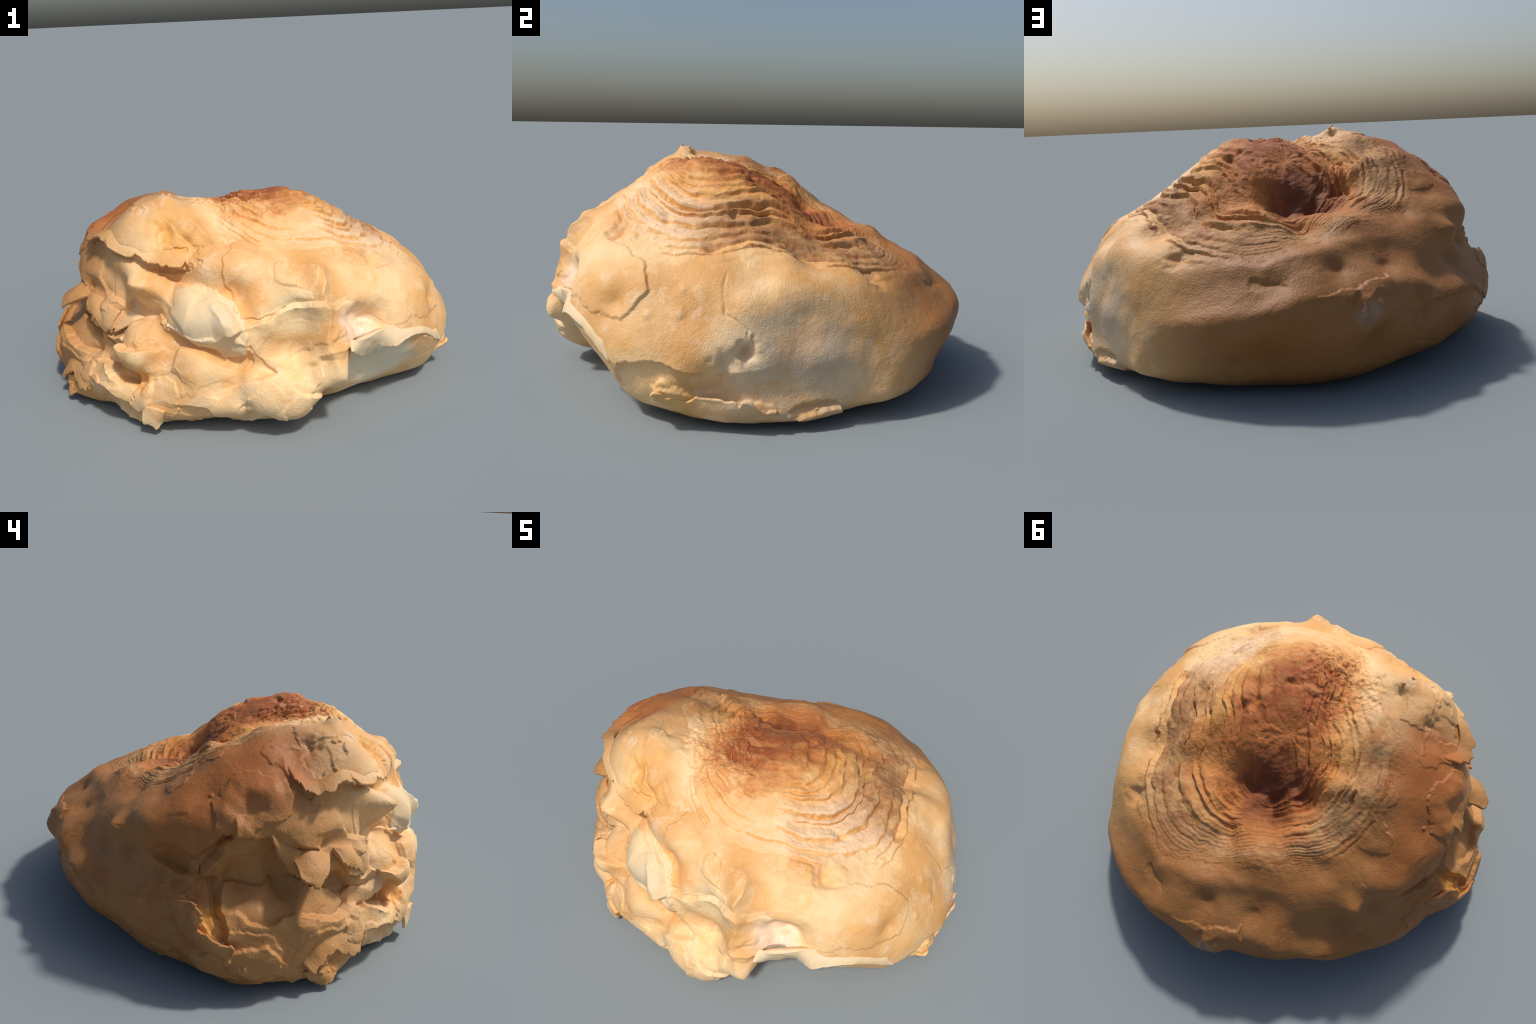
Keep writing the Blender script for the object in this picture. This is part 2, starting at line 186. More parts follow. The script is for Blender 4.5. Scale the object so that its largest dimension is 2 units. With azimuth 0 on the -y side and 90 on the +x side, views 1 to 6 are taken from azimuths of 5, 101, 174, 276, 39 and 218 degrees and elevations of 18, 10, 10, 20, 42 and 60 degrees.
# Lifting flakes: (root on the body, free edge, 0 golden / 1 pale)
FLAKES = {
    'spike': ([(-0.330, -0.530, 0.900), (-0.300, -0.470, 0.925), (-0.285, -0.420, 0.930)],
        [(-0.325, -0.510, 0.960), (-0.308, -0.465, 0.998), (-0.285, -0.430, 0.970)], 0),
    'left_flap': ([(-0.745, -0.344, 0.523), (-0.728, -0.405, 0.560), (-0.691, -0.490, 0.515)],
        [(-0.855, -0.390, 0.480), (-0.845, -0.450, 0.455), (-0.800, -0.490, 0.475)], 0),
    'left_flap_b': ([(-0.676, -0.500, 0.537), (-0.634, -0.551, 0.537), (-0.397, -0.653, 0.467)],
        [(-0.696, -0.546, 0.481), (-0.636, -0.608, 0.450), (-0.547, -0.656, 0.404)], 0),
    'panel': ([(-0.660, -0.538, 0.474), (-0.574, -0.621, 0.516), (-0.515, -0.628, 0.494)],
        [(-0.666, -0.583, 0.406), (-0.605, -0.628, 0.375), (-0.555, -0.643, 0.412)], 0),
    'foot_flake': ([(-0.862, -0.423, 0.083), (-0.806, -0.505, 0.094), (-0.763, -0.542, 0.098)],
        [(-0.830, -0.460, 0.030), (-0.840, -0.520, 0.035), (-0.800, -0.560, 0.045)], 0),
    'foot_flake_b': ([(-0.398, -0.829, 0.132), (-0.350, -0.857, 0.142), (-0.299, -0.875, 0.134)],
        [(-0.410, -0.850, 0.060), (-0.357, -0.865, 0.050), (-0.320, -0.860, 0.070)], 0),
    'curl': ([(-0.866, 0.113, 0.361), (-0.934, 0.039, 0.246), (-0.972, -0.135, 0.150)],
        [(-0.924, -0.003, 0.384), (-0.978, -0.065, 0.295), (-0.987, -0.170, 0.227)], 0),
    'shoulder_lip': ([(-0.544, -0.505, 0.836), (-0.370, -0.637, 0.794), (-0.166, -0.662, 0.759)],
        [(-0.582, -0.565, 0.790), (-0.374, -0.691, 0.746), (-0.180, -0.710, 0.725)], 0),
    'left_lip': ([(-0.593, -0.281, 0.846), (-0.632, -0.403, 0.792), (-0.540, -0.525, 0.827), (-0.178, -0.658, 0.758)],
        [(-0.691, -0.331, 0.813), (-0.692, -0.422, 0.773), (-0.596, -0.553, 0.794), (-0.208, -0.701, 0.689)], 0),
    'base_lip': ([(0.912, -0.203, 0.091), (0.920, 0.020, 0.049), (0.842, 0.270, 0.032)],
        [(0.979, -0.204, 0.146), (0.957, 0.024, 0.119), (0.935, 0.241, 0.116)], 0),
    'front_rim': ([(0.477, -0.773, 0.394), (0.668, -0.643, 0.412), (0.882, -0.408, 0.319)],
        [(0.491, -0.824, 0.375), (0.574, -0.653, 0.293), (0.682, -0.672, 0.343), (0.789, -0.579, 0.354), (0.926, -0.380, 0.230)], 1),
    'ledge': ([(-0.780, -0.249, 0.646), (-0.753, -0.338, 0.569), (-0.721, -0.426, 0.531)],
        [(-0.803, -0.276, 0.595), (-0.781, -0.348, 0.483), (-0.803, -0.429, 0.448)], 0),
    'low_lip': ([(-0.661, -0.634, 0.203), (-0.787, -0.502, 0.228), (-0.871, -0.425, 0.121)],
        [(-0.712, -0.649, 0.114), (-0.809, -0.553, 0.139), (-0.885, -0.471, 0.089)], 0),
}

# ---------------------------------------------------------------- noise
_shuffle = np.random.default_rng(11)
PERM = np.tile(_shuffle.permutation(512), 2).astype(np.int32)
LEVEL = _shuffle.uniform(-1, 1, 1024).astype(np.float32)


def noise(p, scale, seed=0):
    """Smooth value noise in -1..1."""
    q = (p * scale + 100.0 + seed * 7.31).astype(np.float32)
    i = np.floor(q)
    f = q - i
    f = f * f * f * (f * (f * 6 - 15) + 10)
    i = i.astype(np.int32)
    fx, fy, fz = f[:, 0], f[:, 1], f[:, 2]
    ix, iy, iz = i[:, 0] & 511, i[:, 1] & 511, i[:, 2] & 511
    out = 0
    for dx in (0, 1):
        a = PERM[ix + dx]
        for dy in (0, 1):
            b = PERM[((a + iy) & 511) + dy]
            c = (b + iz) & 511
            line = LEVEL[PERM[c]] * (1 - fz) + LEVEL[PERM[c + 1]] * fz
            out = out + line * (fx if dx else 1 - fx) * (fy if dy else 1 - fy)
    return out.astype(float)


def fbm(p, scale, octaves, seed=0, gain=0.5):
    out, a = np.zeros(len(p)), 1.0
    for k in range(octaves):
        out += a * noise(p, scale * 2.03 ** k, seed + 17 * k)
        a *= gain
    return out


def smooth(a, b, x):
    t = np.clip((x - a) / (b - a), 0, 1)
    return t * t * (3 - 2 * t)


# ---------------------------------------------------------------- body shape
def cubic(p0, p1, p2, p3, t):
    return p1 + .5 * t * (p2 - p0 + t * (2 * p0 - 5 * p1 + 4 * p2 - p3 + t * (3 * (p1 - p2) + p3 - p0)))


SECTION_GRID = np.array([SECTIONS[a] for a in sorted(SECTIONS)])


def body_radius(d):
    n, m = SECTION_GRID.shape
    az = np.degrees(np.arctan2(d[:, 0], -d[:, 1])) % 360
    t = az / 360 * n
    i = np.floor(t).astype(int)
    f = t - i
    u = np.interp(np.degrees(np.arcsin(np.clip(d[:, 2], -1, 1))), ELEVATIONS, np.arange(m))
    j = np.clip(np.floor(u).astype(int), 0, m - 2)
    rows = []
    for dj in (-1, 0, 1, 2):
        jj = np.clip(j + dj, 0, m - 1)
        rows.append(cubic(*[SECTION_GRID[(i + k) % n, jj] for k in (-1, 0, 1, 2)], f))
    return cubic(*rows, u - j)


def icosphere(levels):
    t = (1 + 5 ** .5) / 2
    v = np.array([(-1, t, 0), (1, t, 0), (-1, -t, 0), (1, -t, 0), (0, -1, t), (0, 1, t), (0, -1, -t), (0, 1, -t),
                  (t, 0, -1), (t, 0, 1), (-t, 0, -1), (-t, 0, 1)], float)
    f = np.array([(0, 11, 5), (0, 5, 1), (0, 1, 7), (0, 7, 10), (0, 10, 11), (1, 5, 9), (5, 11, 4), (11, 10, 2),
                  (10, 7, 6), (7, 1, 8), (3, 9, 4), (3, 4, 2), (3, 2, 6), (3, 6, 8), (3, 8, 9), (4, 9, 5),
                  (2, 4, 11), (6, 2, 10), (8, 6, 7), (9, 8, 1)])
    v /= np.linalg.norm(v, axis=1)[:, None]
    for _ in range(levels):
        e = np.sort(np.concatenate([f[:, [0, 1]], f[:, [1, 2]], f[:, [2, 0]]]), axis=1)
        key, inv = np.unique(e[:, 0] * len(v) + e[:, 1], return_inverse=True)
        mid = v[key // len(v)] + v[key % len(v)]
        mid /= np.linalg.norm(mid, axis=1)[:, None]
        m = (inv.reshape(3, -1) + len(v)).T
        v = np.concatenate([v, mid])
        f = np.concatenate([np.stack([f[:, 0], m[:, 0], m[:, 2]], 1), np.stack([f[:, 1], m[:, 1], m[:, 0]], 1),
                            np.stack([f[:, 2], m[:, 2], m[:, 1]], 1), m])
    return v, f


def vertex_normals(v, f):
    n = np.cross(v[f[:, 1]] - v[f[:, 0]], v[f[:, 2]] - v[f[:, 0]])
    out = np.zeros_like(v)
    for k in range(3):
        for c in range(3):
            out[:, c] += np.bincount(f[:, k], n[:, c], len(v))
    return out / np.maximum(np.linalg.norm(out, axis=1), 1e-12)[:, None]


def curve_distance(p, points, reach):
    """Distance to a polyline and place along it (0..1), for the points within reach."""
    pts = np.array(points)
    lo, hi = pts.min(0) - reach, pts.max(0) + reach
    idx = np.where(((p > lo) & (p < hi)).all(1))[0]
    q = p[idx]
    best, along = np.full(len(q), 1e9), np.zeros(len(q))
    n = len(pts) - 1
    for k in range(n):
        a, d = pts[k], pts[k + 1] - pts[k]
        t = np.clip(((q - a) @ d) / max(d @ d, 1e-9), 0, 1)
        dist = np.linalg.norm(q - a - t[:, None] * d, axis=1)
        near = dist < best
        best[near], along[near] = dist[near], (k + t[near]) / n
    return idx, best, along


def outline_depth(d, p, points, margin=.08):
    """Signed distance (metres, positive inside) to an outline on the body, for nearby points."""
    pts = np.array(points) - CENTRE
    rad = np.linalg.norm(pts, axis=1).mean()
    u = pts / np.linalg.norm(pts, axis=1)[:, None]
    c = u.mean(0)
    c /= np.linalg.norm(c)
    e1 = np.cross(c, (0, 0, 1) if abs(c[2]) < .9 else (0, 1, 0))
    e1 /= np.linalg.norm(e1)
    e2 = np.cross(c, e1)
    flat = lambda w: np.stack([w @ e1, w @ e2], 1) / (w @ c)[:, None] * rad
    poly = flat(u)
    idx = np.where(d @ c > (u @ c).min() - .12)[0]
    q = flat(d[idx])
    keep = ((q > poly.min(0) - margin) & (q < poly.max(0) + margin)).all(1)
    idx, q = idx[keep], q[keep]
    inside, dist = np.zeros(len(q), bool), np.full(len(q), 1e9)
    for a, b in zip(poly, np.roll(poly, -1, 0)):
        e = b - a
        t = np.clip(((q - a) @ e) / max(e @ e, 1e-12), 0, 1)
        dist = np.minimum(dist, np.linalg.norm(q - a - t[:, None] * e, axis=1))
        cross = (a[1] > q[:, 1]) != (b[1] > q[:, 1])
        inside ^= cross & (q[:, 0] < e[0] * (q[:, 1] - a[1]) / (e[1] if abs(e[1]) > 1e-12 else 1e-12) + a[0])
    return idx, np.where(inside, dist, -dist)


PLACES['spike_foot'] = (-.31, -.46, .94)

# skin -> (height, softness of its edge, direction in which it rises towards its free edge)
SKIN_RULES = {
    'pale_scale': (.018, .010, (.5, 0, -.8)), 'shoulder_sheet': (.012, .010, (0, -.3, -1)),
    'front_skin': (.0104, .010, (.3, 1, 0)), 'fold_skin': (.014, .008, (1, 0, 0)),
    'left_cavity': (-.058, .020, (0, -1, .5)), 'curled_skin': (.014, .010, (0, -1, 0)),
    'low_panel': (.012, .010, (0, -1, .4)), 'low_panel_b': (.018, .010, (0, 0, 1)),
    'left_sheet': (.010, .009, (0, 0, -1)), 'back_flap': (.014, .012, (-1, 0, -.5)),
    'back_pocket': (-.010, .022, (0, 0, 1)), 'back_recess': (-.018, .010, (0, 0, 1)),
    'top_sheet': (.006, .007, (0, 1, 0)), 'base_lip': (.012, .012, (0, 0, 1)),
    'base_lip_b': (.024, .012, (0, 0, 1)), 'under_recess': (-.025, .014, (0, 0, 1)),
    'orange_base': (-.022, .012, (0, 0, 1)),
}
# curve -> (height, width, sharpness: 1 = crest like a fold, 2 = round)
CURVE_RULES = {
    'fold_crest': (.035, .035, 1), 'lobe_crest': (.025, .09, 2), 'scale_crease': (-.030, .035, 2),
    'shoulder_fold': (.026, .028, 1), 'shoulder_crease': (-.030, .022, 2), 'slit': (-.012, .022, 2),
    'hollow': (-.022, .05, 2), 'lobe_notch': (-.035, .030, 2), 'front_rim': (.012, .030, 1),
    'rim_ridge': (.026, .028, 1), 'crack': (-.006, .005, 2), 'left_ridge': (.022, .06, 2),
    'left_band': (-.018, .06, 2), 'top_vein': (.010, .020, 1), 'valley': (-.030, .045, 2),
    'side_bulge': (.012, .06, 2), 'under_line': (.008, .02, 1), 'back_band': (.022, .05, 2),
    'back_step': (.014, .05, 2),
}
# place -> (depth, radius)
DENT_RULES = {
    'd_top_a': (-.010, .05), 'd_top_b': (-.014, .06), 'spike_foot': (.018, .05), 'd_left': (-.030, .05), 'd_sh': (-.035, .04),
    'd_sh2': (-.022, .03), 'cave_a': (-.045, .03), 'cave_b': (-.030, .045), 'cave_c': (-.025, .03),
    'cave_f': (-.025, .03), 'cave_g': (-.03, .035), 'pocket_a': (-.050, .040),
    'pocket_b': (-.030, .03), 'pocket_c': (-.025, .03), 'pocket_d': (-.025, .035), 'pocket_e': (-.030, .022),
    'pocket_f': (-.018, .025), 'pocket_g': (-.020, .025), 'pocket_h': (-.018, .03), 'front_hollow': (-.035, .12),
    'rim_hollow': (-.035, .055), 'tear': (-.045, .03), 'tear_b': (-.025, .035), 'notch': (-.030, .04),
    'notch_b': (-.010, .06), 'orange_tri': (-.030, .045), 'orange_tri_b': (-.020, .035), 'lump_a': (.010, .07),
    'grey_tear': (-.022, .05), 'bump_a': (.005, .016), 'bump_b': (.006, .02), 'bump_c': (.005, .018),
}

DIRS, FACES = icosphere(8)
BASE = CENTRE + DIRS * body_radius(DIRS)[:, None]
_swell = np.zeros(len(BASE))
for x, y, z, out, size in LOBES:
    idx = np.where(np.abs(BASE - (x, y, z)).max(1) < 2.8 * size)[0]
    _swell[idx] += out * np.exp(-((BASE[idx] - (x, y, z)) ** 2).sum(1) / size ** 2)
BASE += DIRS * _swell[:, None]
NORMAL = vertex_normals(BASE, FACES)
POINTS = BASE.copy()

# crown coordinate: 0 in the crater, 1 at the edge of the outer skin
_az = np.degrees(np.arctan2(BASE[:, 0], -BASE[:, 1])) % 360
_k = sorted(CROWN)
_limit = np.interp(_az, _k + [360], [CROWN[k] for k in _k] + [CROWN[0]], period=None)
_knob, _pit = np.array([.15, -.20]), np.array([-.03, .10])
_t = np.clip(((BASE[:, :2] - _knob) @ (_pit - _knob)) / ((_pit - _knob) @ (_pit - _knob)), 0, 1)
_spine = np.linalg.norm(BASE[:, :2] - _knob - _t[:, None] * (_pit - _knob), axis=1)
_rest = np.maximum(_limit - np.hypot(BASE[:, 0], BASE[:, 1]), -.3)
CROWN_AT = _spine / np.maximum(_spine + _rest, .05) + np.where(BASE[:, 2] < .40, 2.0, 0.0)
CROWN_AT += .018 * noise(BASE, 9, 3) + .010 * noise(BASE, 30, 4)

lift = np.zeros(len(BASE))
ragged = .016 * noise(BASE, 15, 11) + .006 * noise(BASE, 55, 12)
SKIN_OF = {}
for name, (height, soft, rise) in SKIN_RULES.items():
    idx, depth = outline_depth(DIRS, BASE, SKINS[name])
    depth = depth + ragged[idx]
    q = BASE[idx] @ np.array(rise, float)
    ring = np.array(SKINS[name]) @ np.array(rise, float)
    t = np.clip((q - ring.min()) / (ring.max() - ring.min()), 0, 1)
    lift[idx] += height * ((.06 + .94 * t) if height < .0105 else (.25 + .75 * t)) * smooth(-soft * .5, soft * .5, depth)
    SKIN_OF[name] = np.full(len(BASE), -1.0)
    SKIN_OF[name][idx] = depth
for name, (height, width, power) in CURVE_RULES.items():
    idx, dist, along = curve_distance(BASE + .006 * np.stack([noise(BASE, 14, 5), noise(BASE, 14, 6), noise(BASE, 14, 7)], 1) * (1 if width > .01 else .8),
                                      CURVES[name], 3 * width)
    ends = smooth(0, .15, along) * smooth(0, .15, 1 - along) * .7 + .3
    lift[idx] += height * ends * np.exp(-(dist / width) ** power)
for name, (depth, width) in DENT_RULES.items():
    c = np.array(PLACES[name])
    idx = np.where(np.abs(BASE - c).max(1) < 3 * width)[0]
    dist = np.linalg.norm(BASE[idx] - c, axis=1) * (1 + .35 * noise(BASE[idx], 1.2 / width, 8))
    lift[idx] += depth * np.exp(-(dist / width) ** 2)

outer = smooth(.90, 1.06, CROWN_AT)                  # 1 on the skin, 0 on the layers
front_left = smooth(.0, .55, -BASE[:, 1] * .75 - BASE[:, 0] * .62)
low = smooth(.74, .56, BASE[:, 2])
# gentle puffing of the skin
lift += outer * (.010 * fbm(BASE, 3.0, 2, 21) + .006 * noise(BASE, 6.5, 25) * (1 - .5 * front_left) + .0016 * fbm(BASE, 13, 2, 22))


def plates(p, count, seed, tilt, level):
    """Angular plates of torn skin: each cell has its own tilt and its own height."""
    r = np.random.default_rng(seed)
    u = r.normal(size=(count, 3))
    seeds = CENTRE + u / np.linalg.norm(u, axis=1)[:, None] * np.array([.9, .85, .5])
    slope = r.normal(0, tilt, (count, 3))
    height = r.uniform(-level, level, count)
    first, second = np.full(len(p), 1e9), np.full(len(p), 1e9)
    cell, other = np.zeros(len(p), int), np.zeros(len(p), int)
    w = p + .030 * np.stack([noise(p, 7, seed), noise(p, 7, seed + 1), noise(p, 7, seed + 2)], 1) \
          + .010 * np.stack([noise(p, 26, seed + 3), noise(p, 26, seed + 4), noise(p, 26, seed + 5)], 1)
    for k in range(count):
        dist = np.sqrt((((w - seeds[k]) * (1, 1, 1.9)) ** 2).sum(1))     # wide, low tiers
        near = dist < first
        mid = ~near & (dist < second)
        second = np.where(near, first, np.where(mid, dist, second))
        other = np.where(near, cell, np.where(mid, k, other))
        first, cell = np.where(near, dist, first), np.where(near, k, cell)
    rise = lambda c: height[c] + np.clip(((p - seeds[c]) * slope[c]).sum(1), -.024, .020)
    lap = .012 + .10 * np.clip(noise(p, 5, seed + 6) + .15, 0, 1)      # torn in places, melted together elsewhere
    keep = .5 + .5 * smooth(0, 1, (second - first) / lap)
    return keep * rise(cell) + (1 - keep) * rise(other)


torn = np.where(outer * front_left * low > .01)[0]
lift[torn] += (outer * front_left * low)[torn] * (plates(BASE[torn], 110, 5, .13, .011) + .20 * plates(BASE[torn], 380, 6, .12, .008))
# thin scabs: steps of skin with ragged edges
scab = fbm(BASE, 3.4, 2, 31, .5) + .10 * noise(BASE, 24, 33) + .05 * noise(BASE, 60, 34)
lift += outer * (.10 + .90 * front_left) * (.007 * smooth(.42, .45, scab) - .007 * smooth(-.42, -.45, scab))
lift *= smooth(.0, .05, BASE[:, 2]) * .9 + .1
POINTS += NORMAL * lift[:, None]

# ---- the crown: thin layers broken back in rings, each a small step downhill
LAYERS = 12
rng = np.random.default_rng(7)
widths = rng.uniform(.5, 1.8, LAYERS)
bite = rng.uniform(.35, 1.3, LAYERS)                 # how boldly each layer breaks off
edges = np.concatenate([[0], np.cumsum(widths)]) / widths.sum()
edges[-1] = 1.0
warp = CROWN_AT + .045 * noise(BASE, 2.6, 41) + .020 * noise(BASE, 9, 42) + .005 * noise(BASE, 30, 43) + .002 * noise(BASE, 75, 44)
LAYER_AT = np.interp(warp, edges, np.arange(LAYERS + 1))
frac = LAYER_AT - np.floor(LAYER_AT)
radial = np.stack([BASE[:, 0], BASE[:, 1], 0 * BASE[:, 0]], 1)
radial[:, :2] -= _knob + _t[:, None] * (_pit - _knob)
radial /= np.maximum(np.linalg.norm(radial, axis=1), 1e-6)[:, None]
downhill = np.clip((NORMAL * radial).sum(1) / .12, -1, 1)
crown = 1 - outer


def shelf(x, width):
    """Sawtooth with a rounded lip: climbs slowly, falls over the last part of each layer."""
    up = np.where(x < 1 - width, smooth(0, 1, x / (1 - width) * .8 + .1) * 1.12 - .56, 0)
    down = .5 - smooth(0, 1, (x - 1 + width) / width)
    return np.where(x < 1 - width, np.clip(up, -.5, .5), down)


patchy = np.clip(.60 + .9 * noise(BASE, 4.5, 45) + .5 * noise(BASE, 11, 46), .08, 1.4)
_here = np.clip(np.floor(LAYER_AT).astype(int), 0, LAYERS)
width_here, bite_here = np.append(widths, 1.0)[_here], np.append(bite, .4)[_here]
amount = .020 * (1.25 - .55 * np.clip(CROWN_AT, 0, 1)) * bite_here * patchy * np.clip(width_here, .6, 1.2)
saw = np.where(downhill > 0, shelf(frac, .32), shelf(1 - frac, .32))
slope = .45 + .55 * np.abs(downhill)
layer_lift = amount * saw * slope
fine = (LAYER_AT * 3.1 + .5 * noise(BASE, 7, 51)) % 1.0
layer_lift += .0026 * np.clip(.4 + 1.3 * noise(BASE, 6, 52), 0, 1.2) * np.where(downhill > 0, shelf(fine, .3), shelf(1 - fine, .3)) * slope
RISER = np.where(downhill > 0, frac > .80, frac < .20) & (amount > .0055)
layer_lift *= smooth(.02, .13, _spine)
layer_lift += .006 * fbm(BASE, 7, 3, 49)
crumble = smooth(.30, .12, np.linalg.norm(BASE - np.array([-.05, -.36, .92]), axis=1))
layer_lift += crumble * (.014 * fbm(BASE, 17, 4, 47, .6))
layer_lift += .0016 * fbm(BASE, 60, 2, 48)
POINTS += NORMAL * (crown * layer_lift)[:, None]
POINTS[:, 2] = np.maximum(POINTS[:, 2], .0)
FINAL_NORMAL = vertex_normals(POINTS, FACES)

# ---------------------------------------------------------------- materials
class Nodes:
    """Short hand for building one procedural material."""

    def __init__(self, name):
        self.mat = bpy.data.materials.new(name)
        self.mat.use_nodes = True
        self.tree = self.mat.node_tree
        self.bsdf = self.tree.nodes['Principled BSDF']
        self.where = self.tree.nodes.new('ShaderNodeTexCoord').outputs['Object']

    def put(self, socket, value):
        if isinstance(value, bpy.types.NodeSocket):
            self.tree.links.new(value, socket)
        elif isinstance(value, tuple) and len(value) == 3 and socket.type == 'RGBA':
            socket.default_value = (*value, 1)
        else:
            socket.default_value = value

    def math(self, op, a, b=0.0):
        n = self.tree.nodes.new('ShaderNodeMath')
        n.operation = op
        self.put(n.inputs[0], a)
        self.put(n.inputs[1], b)
        return n.outputs[0]

    def noise(self, scale, detail=3.0, rough=.55, distort=0.0, stretch=None):
        n = self.tree.nodes.new('ShaderNodeTexNoise')
        v = self.where
        if stretch:
            m = self.tree.nodes.new('ShaderNodeMapping')
            m.inputs['Scale'].default_value = stretch
            self.put(m.inputs['Vector'], v)
            v = m.outputs[0]
        self.put(n.inputs['Vector'], v)
        n.inputs['Scale'].default_value = scale
        n.inputs['Detail'].default_value = detail
        n.inputs['Roughness'].default_value = rough
        n.inputs['Distortion'].default_value = distort
        return n.outputs['Fac']

    def voronoi(self, scale):
        n = self.tree.nodes.new('ShaderNodeTexVoronoi')
        self.put(n.inputs['Vector'], self.where)
        n.inputs['Scale'].default_value = scale
        return n.outputs['Distance']

    def band(self, x, lo, hi, to_lo=0.0, to_hi=1.0):
        n = self.tree.nodes.new('ShaderNodeMapRange')
        n.interpolation_type = 'SMOOTHSTEP'
        self.put(n.inputs['Value'], x)
        n.inputs['From Min'].default_value, n.inputs['From Max'].default_value = (lo, hi) if lo < hi else (hi, lo)
        n.inputs['To Min'].default_value, n.inputs['To Max'].default_value = (to_lo, to_hi) if lo < hi else (to_hi, to_lo)
        return n.outputs[0]

    def mix(self, fac, a, b):
        n = self.tree.nodes.new('ShaderNodeMix')
        n.data_type = 'RGBA'
        self.put(n.inputs['Factor'], fac)
        self.put(n.inputs[6], a)
        self.put(n.inputs[7], b)
        return n.outputs[2]

    def away(self, place, squash=(1, 1, 1)):
        s = self.tree.nodes.new('ShaderNodeVectorMath')
        s.operation = 'SUBTRACT'
        self.put(s.inputs[0], self.where)
        s.inputs[1].default_value = place
        m = self.tree.nodes.new('ShaderNodeVectorMath')
        m.operation = 'MULTIPLY'
        self.put(m.inputs[0], s.outputs[0])
        m.inputs[1].default_value = squash
        n = self.tree.nodes.new('ShaderNodeVectorMath')
        n.operation = 'LENGTH'
        self.put(n.inputs[0], m.outputs[0])
        return n.outputs['Value']

    def along(self, direction):
        n = self.tree.nodes.new('ShaderNodeVectorMath')
        n.operation = 'DOT_PRODUCT'
        self.put(n.inputs[0], self.where)
        n.inputs[1].default_value = direction
        return n.outputs['Value']

    def blot(self, colour, place, radius, tint, strength, wobble, squash=(1, 1, 1), edge=.5):
        d = self.math('ADD', self.away(place, squash), self.math('MULTIPLY', self.math('SUBTRACT', wobble, .5), radius * 1.3))
        return self.mix(self.band(d, radius * (1 + edge * .3), radius * (1 - edge), 0.0, strength), colour, tint)

    def finish(self, colour, rough=.62, bump=None, strength=.25, distance=.006):
        self.put(self.bsdf.inputs['Base Color'], colour)
        self.put(self.bsdf.inputs['Roughness'], rough)
        self.bsdf.inputs['Specular IOR Level'].default_value = .36
        if bump is not None:
            n = self.tree.nodes.new('ShaderNodeBump')
            n.inputs['Strength'].default_value = strength
            n.inputs['Distance'].default_value = distance
            self.put(n.inputs['Height'], bump)
            self.put(self.bsdf.inputs['Normal'], n.outputs[0])
        return self.mat


GOLD = (.73, .38, .13)
CREAM = (.87, .57, .28)
FLOUR = (.90, .62, .39)
ORANGE = (.84, .43, .10)
TOAST = (.50, .17, .04)
BROWN = (.30, .075, .02)
DARK = (.13, .035, .012)
PALE = (.80, .72, .52)
GREY = (.62, .57, .47)

# colour blots on the outer skin: place, radius, colour, strength
SKIN_BLOTS = [
    ('hollow_or', .14, (.84, .41, .13), .85), ('orange_tri', .10, (.82, .41, .11), .75), ('orange_tri_b', .07, (.84, .44, .13), .5),
    ('orange_low', .08, (.88, .52, .20), .6), ('front_hollow', .12, (.80, .66, .40), .6), ('pinkhollow', .12, (.88, .70, .54), .7),
    ('white_floor', .10, (.84, .80, .70), .8), ('grey_under', .20, (.80, .74, .56), .85), ('brown_l', .24, (.38, .115, .026), .8), ('left_side', .50, (.55, .265, .085), .62), ('left_rust', .22, (.36, .115, .026), .65),
    ('curl_orange', .08, (.86, .40, .08), .7), ('base_orange', .10, (.72, .36, .08), .8), ('base_orange2', .10, (.70, .40, .12), .6),
    ('greyside', .26, (.60, .45, .30), .7), ('tear', .13, (.66, .50, .33), .6), ('lowpale', .16, (.64, .49, .33), .5), ('greyside2', .12, (.54, .43, .31), .5), 
    ('bump_a', .020, (.88, .66, .42), .5), ('bump_b', .024, (.88, .66, .42), .5), ('bump_c', .020, (.88, .66, .42), .5),
    ('wht', .035, (.88, .66, .42), .4), ('slit_glow', .06, (.88, .46, .12), .8), ('cave_b', .08, (.74, .38, .10), .7),
    ('cave_f', .06, (.86, .44, .14), .7), ('cave_g', .08, (.66, .31, .09), .6), ('grey_tear', .06, (.42, .33, .24), .4),
]
PLACES['left_side'] = (-.86, -.42, .36)
PLACES['left_rust'] = (-.74, .05, .66)
PLACES['slit_glow'] = (-.41, -.80, .24)


